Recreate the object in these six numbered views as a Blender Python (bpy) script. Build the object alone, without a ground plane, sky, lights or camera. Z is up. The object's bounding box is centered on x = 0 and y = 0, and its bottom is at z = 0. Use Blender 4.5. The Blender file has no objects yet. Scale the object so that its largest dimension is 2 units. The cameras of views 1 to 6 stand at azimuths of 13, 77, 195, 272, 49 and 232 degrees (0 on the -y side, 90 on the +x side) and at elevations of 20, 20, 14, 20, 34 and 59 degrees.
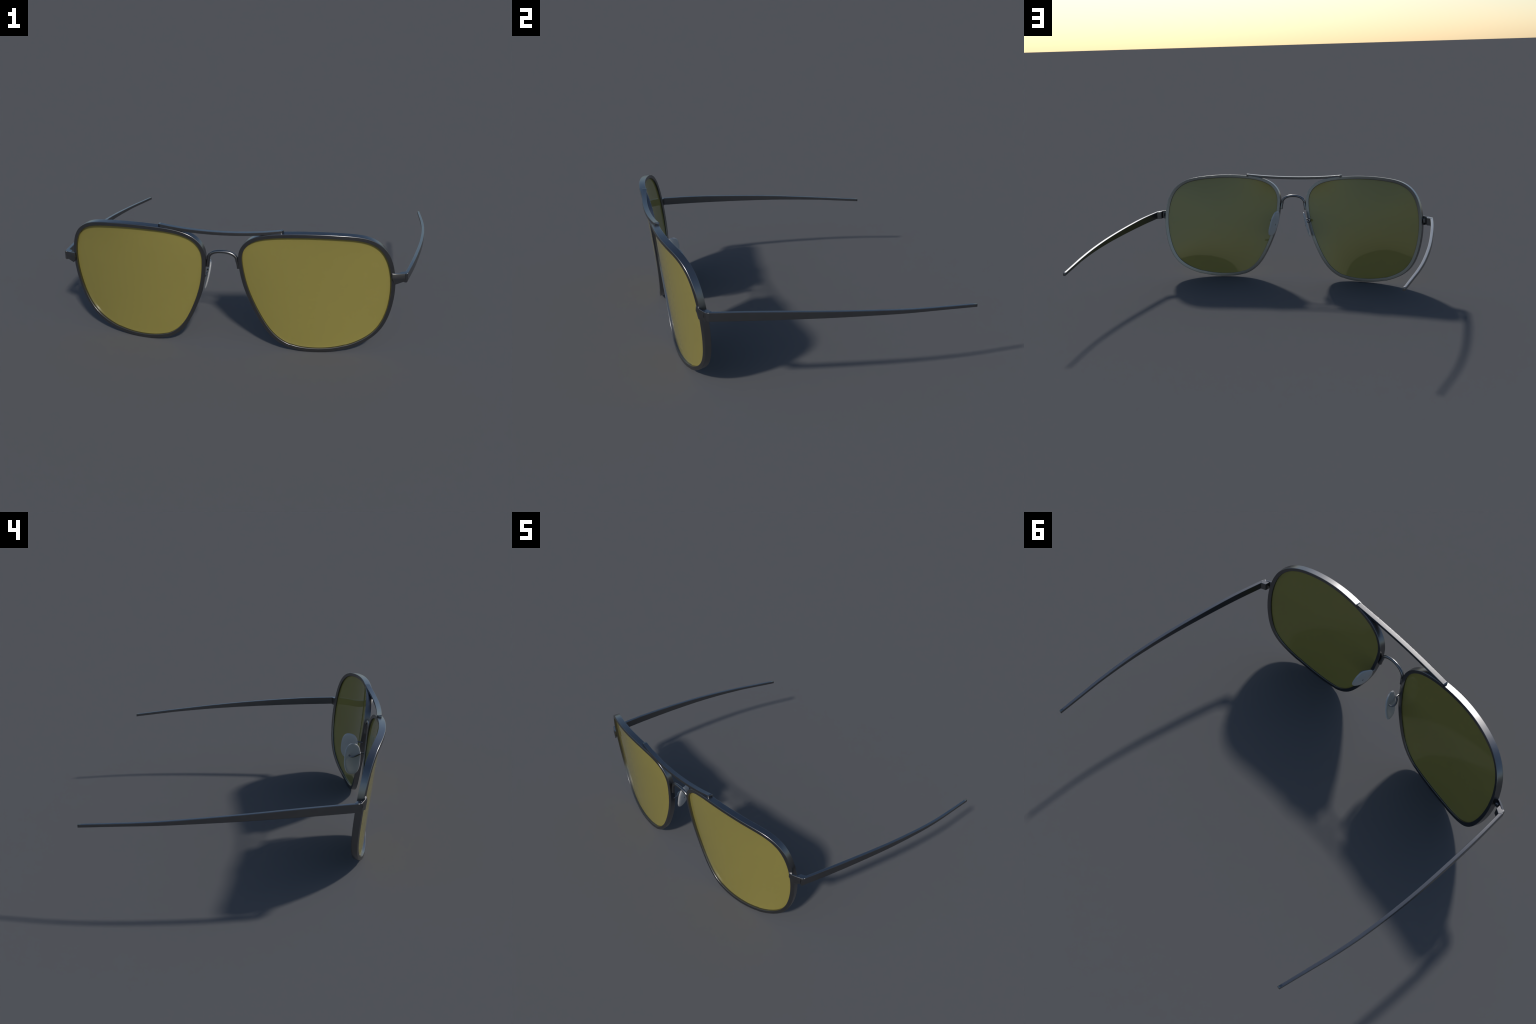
import bpy, math
import numpy as np
from mathutils import Vector

# ----------------------------------------------------------------------------
# Square aviator sunglasses: thin metal rims, brow bar, wire bridge, clear nose
# pads, mirrored olive lenses.  All shapes are described for the +x half and
# mirrored.  Front faces -y, temples run back to +y.
# ----------------------------------------------------------------------------

# ---------- small maths helpers ----------
def natural_spline(xn, vn, x):
    xn = np.asarray(xn, float); vn = np.asarray(vn, float); x = np.asarray(x, float)
    n = len(xn); h = np.diff(xn)
    A = np.zeros((n, n)); b = np.zeros(n); A[0, 0] = A[-1, -1] = 1
    for i in range(1, n - 1):
        A[i, i-1] = h[i-1]; A[i, i] = 2 * (h[i-1] + h[i]); A[i, i+1] = h[i]
        b[i] = 6 * ((vn[i+1]-vn[i]) / h[i] - (vn[i]-vn[i-1]) / h[i-1])
    M = np.linalg.solve(A, b)
    k = np.clip(np.searchsorted(xn, x) - 1, 0, n - 2); d = x - xn[k]
    return (vn[k] + d * ((vn[k+1]-vn[k]) / h[k] - h[k] * (2*M[k] + M[k+1]) / 6)
            + d**2 * M[k] / 2 + d**3 * (M[k+1]-M[k]) / (6*h[k]))

def closed_bspline(cp, m):
    cp = np.asarray(cp, float); n = len(cp); out = np.zeros((m, cp.shape[1]))
    for i in range(m):
        x = i / m * n; k = int(x); f = x - k
        w = [(1-f)**3/6, (3*f**3-6*f**2+4)/6, (-3*f**3+3*f**2+3*f+1)/6, f**3/6]
        for j in range(4):
            out[i] += w[j] * cp[(k-1+j) % n]
    return out

def spline3(points, m):
    P = np.asarray(points, float)
    u = np.concatenate([[0], np.cumsum(np.linalg.norm(np.diff(P, axis=0), axis=1))])
    uu = np.linspace(0, u[-1], m)
    return np.stack([natural_spline(u, P[:, k], uu) for k in range(3)], -1)

# ---------- materials ----------
def new_mat(name):
    m = bpy.data.materials.new(name); m.use_nodes = True
    nt = m.node_tree; b = nt.nodes["Principled BSDF"]
    return m, nt, b

def metal_material():
    m, nt, b = new_mat("brushed_gunmetal")
    b.inputs["Metallic"].default_value = 1.0
    tc = nt.nodes.new("ShaderNodeTexCoord")
    nz = nt.nodes.new("ShaderNodeTexNoise"); nz.inputs["Scale"].default_value = 14; nz.inputs["Detail"].default_value = 4
    nt.links.new(tc.outputs["Object"], nz.inputs["Vector"])
    cr = nt.nodes.new("ShaderNodeValToRGB")
    cr.color_ramp.elements[0].position = .3; cr.color_ramp.elements[0].color = (.22, .22, .225, 1)
    cr.color_ramp.elements[1].position = .7; cr.color_ramp.elements[1].color = (.235, .235, .24, 1)
    nt.links.new(nz.outputs["Fac"], cr.inputs["Fac"]); nt.links.new(cr.outputs["Color"], b.inputs["Base Color"])
    b.inputs["Roughness"].default_value = .28
    return m

def lens_material():
    m, nt, b = new_mat("mirrored_olive_lens")
    b.inputs["Base Color"].default_value = (.280, .238, .062, 1)
    b.inputs["Roughness"].default_value = .02
    b.inputs["IOR"].default_value = 1.5
    return m

def pad_material():
    m, nt, b = new_mat("clear_silicone")
    b.inputs["Base Color"].default_value = (.72, .73, .74, 1)
    b.inputs["Roughness"].default_value = .22
    b.inputs["IOR"].default_value = 1.38
    b.inputs["Transmission Weight"].default_value = .42
    return m

def dark_material():
    m, nt, b = new_mat("dark_insert")
    b.inputs["Base Color"].default_value = (.02, .02, .022, 1)
    b.inputs["Roughness"].default_value = .5
    return m

METAL, LENS, PAD, DARK = metal_material(), lens_material(), pad_material(), dark_material()

# ---------- mesh helpers ----------
ROOT = bpy.data.objects.new("sunglasses", None)
bpy.context.scene.collection.objects.link(ROOT)
ROOT["label"] = "square aviator sunglasses with metal frame and olive mirrored lenses"
ROOT["category"] = "sunglasses"

def make(name, verts, faces, mat, sign=1, parent=None, weighted=True, bevel=0.0, smooth=True):
    v = np.array(verts, float)
    if sign < 0:
        v[:, 0] *= -1; faces = [tuple(reversed(f)) for f in faces]
    me = bpy.data.meshes.new(name)
    me.from_pydata(v.tolist(), [], [tuple(int(i) for i in f) for f in faces]); me.update()
    import bmesh
    bm = bmesh.new(); bm.from_mesh(me); bmesh.ops.recalc_face_normals(bm, faces=bm.faces); bm.to_mesh(me); bm.free()
    if smooth:
        me.polygons.foreach_set("use_smooth", [True] * len(me.polygons))
    ob = bpy.data.objects.new(name, me); me.materials.append(mat)
    bpy.context.scene.collection.objects.link(ob)
    ob.parent = parent or ROOT
    if bevel:
        bv = ob.modifiers.new("edge_round", "BEVEL"); bv.width = bevel; bv.segments = 3
        bv.limit_method = "ANGLE"; bv.angle_limit = math.radians(28)
    if weighted:
        wn = ob.modifiers.new("normals", "WEIGHTED_NORMAL"); wn.keep_sharp = True; wn.weight = 100
    return ob

def loft(rings, closed_path=False, cap=True):
    """rings: list of (k,3) arrays with equal k -> verts, faces"""
    R = [np.asarray(r) for r in rings]; k = len(R[0]); n = len(R)
    V = np.concatenate(R); F = []
    for i in range(n if closed_path else n - 1):
        a = i * k; b = ((i + 1) % n) * k
        for j in range(k):
            j2 = (j + 1) % k
            F.append((a + j, a + j2, b + j2, b + j))
    if cap and not closed_path:
        F.append(tuple(range(k))[::-1]); F.append(tuple((n-1)*k + j for j in range(k)))
    return V, F

def rounded_rect(w, h, r, seg=3):
    """2D closed section centred on 0"""
    out = []
    for cx, cy, a0 in ((w/2-r, h/2-r, 0), (-w/2+r, h/2-r, 90), (-w/2+r, -h/2+r, 180), (w/2-r, -h/2+r, 270)):
        for s in range(seg + 1):
            a = math.radians(a0 + 90 * s / seg)
            out.append((cx + r*math.cos(a), cy + r*math.sin(a)))
    return np.array(out)

def tube(points, radius, sides=12):
    P = np.asarray(points); T = np.gradient(P, axis=0); T /= np.linalg.norm(T, axis=1)[:, None]
    N = np.cross(T[0], [0.3, 1, 0.2]); N /= np.linalg.norm(N); rings = []
    rad = np.broadcast_to(radius, (len(P),))
    for i in range(len(P)):
        N = N - T[i] * (N @ T[i]); N /= np.linalg.norm(N); Bn = np.cross(T[i], N)
        rings.append([P[i] + rad[i] * (math.cos(a)*N + math.sin(a)*Bn) for a in np.arange(sides)/sides*2*math.pi])
    return loft(rings)

# ---------- front surface and lens outline ----------
def front_y(x, z):
    X = x - .48; Z = z - .36
    return (-.7165 + .0863*X - .1736*Z + .3821*X*X + .0495*Z*Z - .0272*X*Z
            + .2787*X**3 + .0953*X*X*Z + .2487*X*Z*Z + .2673*Z**3)

def depth_dir(x, z):
    """rim depth vector (full depth) at an outline point, slightly splayed"""
    X = x - .48; Z = z - .36
    return np.stack([-.0033 - .0144*X, .0326 + .0104*Z, .0045 + 0*X], -1)

OUTLINE_CONTROL = [(.8958, .3818), (.8837, .5163), (.8419, .6164), (.7592, .6740), (.6455, .6903),
                   (.5077, .6989), (.3637, .6952), (.2352, .6826), (.1389, .6482), (.0860, .5730),
                   (.0900, .4777), (.1111, .3496), (.1676, .2091), (.2368, .0832), (.3362, .0125),
                   (.4721, -.0045), (.6133, .0065), (.7411, .0529), (.8282, .1244), (.8748, .2407)]
OUT = closed_bspline(OUTLINE_CONTROL, 260)
_t = np.roll(OUT, -1, 0) - np.roll(OUT, 1, 0); _t /= np.linalg.norm(_t, axis=1)[:, None]
INWARD = np.stack([-_t[:, 1], _t[:, 0]], -1)          # outline runs counter-clockwise
OUT = OUT - INWARD * np.where(OUT[:, 1:] > .02, .0022, .0)

def outline_at(inset, depth):
    """closed loop of 3D points, inset from the outer edge, depth 0..1 through the rim"""
    full = depth_dir(OUT[:, 0], OUT[:, 1])
    p = OUT + INWARD * inset
    P = np.stack([p[:, 0], front_y(p[:, 0], p[:, 1]), p[:, 1]], -1)
    return P + full * np.asarray(depth)

RIM_W = .0205
def rim_section():
    b = .0030; bd = b / .0326; s = []
    def arc(c0, c1, a0, a1, rx, ry):
        for a in np.linspace(a0, a1, 4):
            s.append((c0 + rx*math.cos(a), c1 + ry*math.sin(a)))
    h = math.pi / 2
    arc(b, bd, 2*h, 3*h, b, bd)                                   # outer front
    bi = .0022; bid = bi / .0326
    arc(RIM_W - bi, bid, -h, 0, bi, bid)                          # inner front
    arc(RIM_W - bi, 1 - bid, 0, h, bi, bid)                       # inner back
    arc(bi, 1 - bid, h, 2*h, bi, bid)                             # outer back
    return s

def build_rim(sign):
    cols = [outline_at(s, d) for s, d in rim_section()]
    rings = np.stack(cols, 1)
    V, F = loft(list(rings), closed_path=True)
    return make("rim", V, F, METAL, sign)

def lens_y(p):
    """the lens blank is close to a cylinder, curved sideways only"""
    X = p[:, 0] - .48; Z = p[:, 1] - .36
    return -.7085 + .137*X - .1435*Z + .333*X*X + .02*X**3 - .022*Z*Z - .0149*X*Z

def build_lens(sign):
    n = len(OUT); rings = 26
    edge = OUT + INWARD * (RIM_W - .003)
    c = np.array([.48, .37]); V = []; F = []
    sc = np.sin(np.linspace(0, 1, rings + 1)[1:] * math.pi / 2)
    edge_gap = front_y(edge[:, 0], edge[:, 1]) - lens_y(edge)
    def layer(d):
        base = len(V)
        cen = np.array([c[0], lens_y(c[None])[0], c[1]]) + depth_dir(*c) * d
        V.append(cen)
        for s in sc:
            p = c + (edge - c) * s
            y = lens_y(p) + edge_gap * s**4
            V.extend(np.stack([p[:, 0], y, p[:, 1]], -1) + depth_dir(p[:, 0], p[:, 1]) * d)
        return base
    for d in (.41, .74):
        b = layer(d)
        for j in range(n):
            F.append((b, b+1+j, b+1+(j+1) % n))
            for r in range(rings - 1):
                a0 = b+1+r*n; a1 = a0+n
                F.append((a0+j, a1+j, a1+(j+1) % n, a0+(j+1) % n))
    tot = 1 + rings*n; o = 1 + (rings-1)*n
    for j in range(n):
        F.append((o+j, o+(j+1) % n, tot+o+(j+1) % n, tot+o+j))
    return make("lens", V, F, LENS, sign, weighted=False)

# ---------- brow bar ----------
def build_brow_bar():
    sec = rounded_rect(.0260, .0165, .0015)
    rings = []
    for x in np.linspace(-.331, .331, 61):
        yf = -.7757 + .2117*x*x - .0895*x**4
        zt = .6885 + .1526*x*x + .2233*x**4
        rings.append([(x, yf + .01275 + a, zt - .00775 + b) for a, b in sec])
    V, F = loft(rings)
    return make("brow_bar", V, F, METAL)

# ---------- wire bridge ----------
def build_bridge():
    a, z0, h, pw = .0775, .517, .0475, 2.2
    half = [(.0855, -.709, .474), (.0835, -.7105, .490), (.0800, -.7125, .506)]
    for th in np.linspace(0, math.pi/2, 9):
        x = a * math.cos(th)**(2/pw); z = z0 + h * math.sin(th)**(2/pw)
        half.append((x, -.7205 + 1.1*x*x, z))
    H = np.array(half)
    P = np.concatenate([H, H[::-1][1:] * [-1, 1, 1]])
    C = spline3(P, 90)
    s = np.abs(np.linspace(-1, 1, 90))
    V, F = tube(C, .0090 + .0014 * np.clip((s - .75) / .25, 0, 1), 14)
    return make("bridge", V, F, METAL)

# ---------- end piece (front plate + lug) ----------
def build_end_piece(sign):
    # front plate following a gentle curve from over the rim to the hinge corner
    path = spline3([(.8765, -.6290, 0), (.8990, -.6230, 0), (.9210, -.6130, 0), (.9415, -.6016, 0)], 12)
    T = np.gradient(path, axis=0); T /= np.linalg.norm(T, axis=1)[:, None]
    B = np.stack([-T[:, 1], T[:, 0], 0*T[:, 0]], -1)      # points back (+y)
    u = np.linspace(0, 1, 12); rings = []
    for i in range(12):
        top = .467 + (.4615 - .467) * u[i]
        bot = .401 + (.418 - .401) * u[i]
        if u[i] < .25: bot = max(bot, .440 + (.401 - .440) * (u[i] / .25))
        mid = top - .024
        th = .0115
        prof = [(.0032, top), (.0024, top - .001), (.0012, top - .010), (0, mid), (.0012, mid - .003), (.0055, bot + .001), (.0065, bot), (th, bot), (th, top)]
        rings.append([path[i] + B[i]*d + np.array([0, 0, z]) for d, z in prof])
    V, F = loft(rings)
    ob = make("end_piece", V, F, METAL, sign, bevel=.0008)
    # lug behind the plate, soldered to the rim
    foot = [(.880, -.622), (.906, -.614), (.905, -.602), (.878, -.598)]
    V = [(x, y, .423) for x, y in foot] + [(x, y, .450) for x, y in foot]
    F = [(0, 1, 2, 3), (7, 6, 5, 4)] + [(i, (i+1) % 4, (i+1) % 4 + 4, i + 4) for i in range(4)]
    make("hinge_lug", V, F, METAL, sign, parent=ob, bevel=.002)
    return ob

# ---------- temple ----------
TY = [-.585, -.40, -.20, .00, .20, .40, .53]
TX = [.9445, .9650, .9798, .9895, .9905, .9815, .9685]
TZ = [.4605, .4555, .4448, .4316, .4174, .4018, .3926]
TH = [.0455, .0450, .0400, .0335, .0265, .0200, .0165]
def build_temple(sign):
    y = np.concatenate([np.linspace(-.5945, .52, 60), np.linspace(.535, .776, 12)])
    k = y <= .53
    def val(N, tip):
        v = natural_spline(TY, N, np.minimum(y, .53)); e = v[k][-1]; y0 = y[k][-1]
        s = (y - y0) / (.776 - y0)
        return np.where(k, v, e + (tip - e) * s)
    x = val(TX, .9350); zt = val(TZ, .3762); h = val(TH, .0160)
    th = np.interp(y, [-.6, -.3, .5, .776], [.0165, .0180, .0165, .0140])
    rings = []
    for i in range(len(y)):
        sec = rounded_rect(th[i], h[i], .0024)
        rings.append([(x[i] + a, y[i], zt[i] - h[i]/2 + b) for a, b in sec])
    V, F = loft(rings)
    ob = make("temple", V, F, METAL, sign)
    # knuckle block turned inwards at the hinge
    foot = [(.9495, -.5952), (.9438, -.5998), (.9322, -.5935), (.9117, -.6040), (.9136, -.5765), (.9405, -.5625), (.950, -.575)]
    V = [(a, b, .4125) for a, b in foot] + [(a, b, .4612) for a, b in foot]; n = len(foot)
    F = [tuple(range(n)), tuple(range(2*n-1, n-1, -1))] + [(i, (i+1) % n, (i+1) % n + n, i + n) for i in range(n)]
    make("hinge_block", V, F, METAL, sign, parent=ob, bevel=.0018)
    return ob

# ---------- nose pads ----------
PAD_C = np.array([.1098, -.6165, .3885])
def pad_frame():
    L = np.array([.0848 - .1327, -.6239 + .6095, .4744 - .3015]); L /= np.linalg.norm(L)
    n = np.array([-.92, .31, -.245]); n -= L * (n @ L); n /= np.linalg.norm(n)
    return L, n, np.cross(L, n)
def build_nose_pad(sign):
    L, n, W = pad_frame(); a, b = .0875, .0495; m = 64; rings = []
    prof = [(.001, -.0050), (.35, -.0052), (.7, -.0050), (.90, -.0046), (.97, -.0034), (1.0, 0), (.97, .0034), (.90, .0050), (.7, .0058), (.35, .0065), (.001, .0068)]
    for s, d in prof:
        ring = []
        for k in range(m):
            t = 2*math.pi*k/m; ct, st = math.cos(t), math.sin(t); e = 2/2.6
            u = a * s * math.copysign(abs(ct)**e, ct); v = b * s * math.copysign(abs(st)**e, st)
            bow = -.0045 * (u/a)**2 - .004 * (v/b)**2
            ring.append(PAD_C + L*u + W*v + n*(d + bow))
        rings.append(ring)
    V, F = loft(rings)
    ob = make("nose_pad", V, F, PAD, sign, weighted=False)
    # small slot in the middle of the skin side
    c = PAD_C - L*.004; rings = []
    for s, d in ((.02, .0066), (1, .0074), (.02, .0078)):
        rings.append([c + L*.0075*s*math.cos(t) + W*.0026*s*math.sin(t) + n*d for t in np.arange(16)/16*2*math.pi])
    V, F = loft(rings)
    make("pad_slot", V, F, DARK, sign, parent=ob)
    # wire arm looping from the back of the rim to the pad
    P = spline3([(.1020, -.6960, .412), (.1025, -.676, .4165), (.1045, -.664, .4182), (.1150, -.6575, .4168), (.1270, -.645, .4148),
                 (.1355, -.628, .4110), (.1330, -.611, .4090), (.1220, -.6015, .4110), (.1095, -.6030, .4137), (.1035, -.612, .4160), (.1015, -.620, .4175)], 60)
    V, F = tube(P, .0048, 10)
    make("pad_arm", V, F, METAL, sign, parent=ob)
    return ob

for sg in (1, -1):
    build_rim(sg); build_lens(sg); build_end_piece(sg); build_temple(sg); build_nose_pad(sg)
build_brow_bar(); build_bridge()
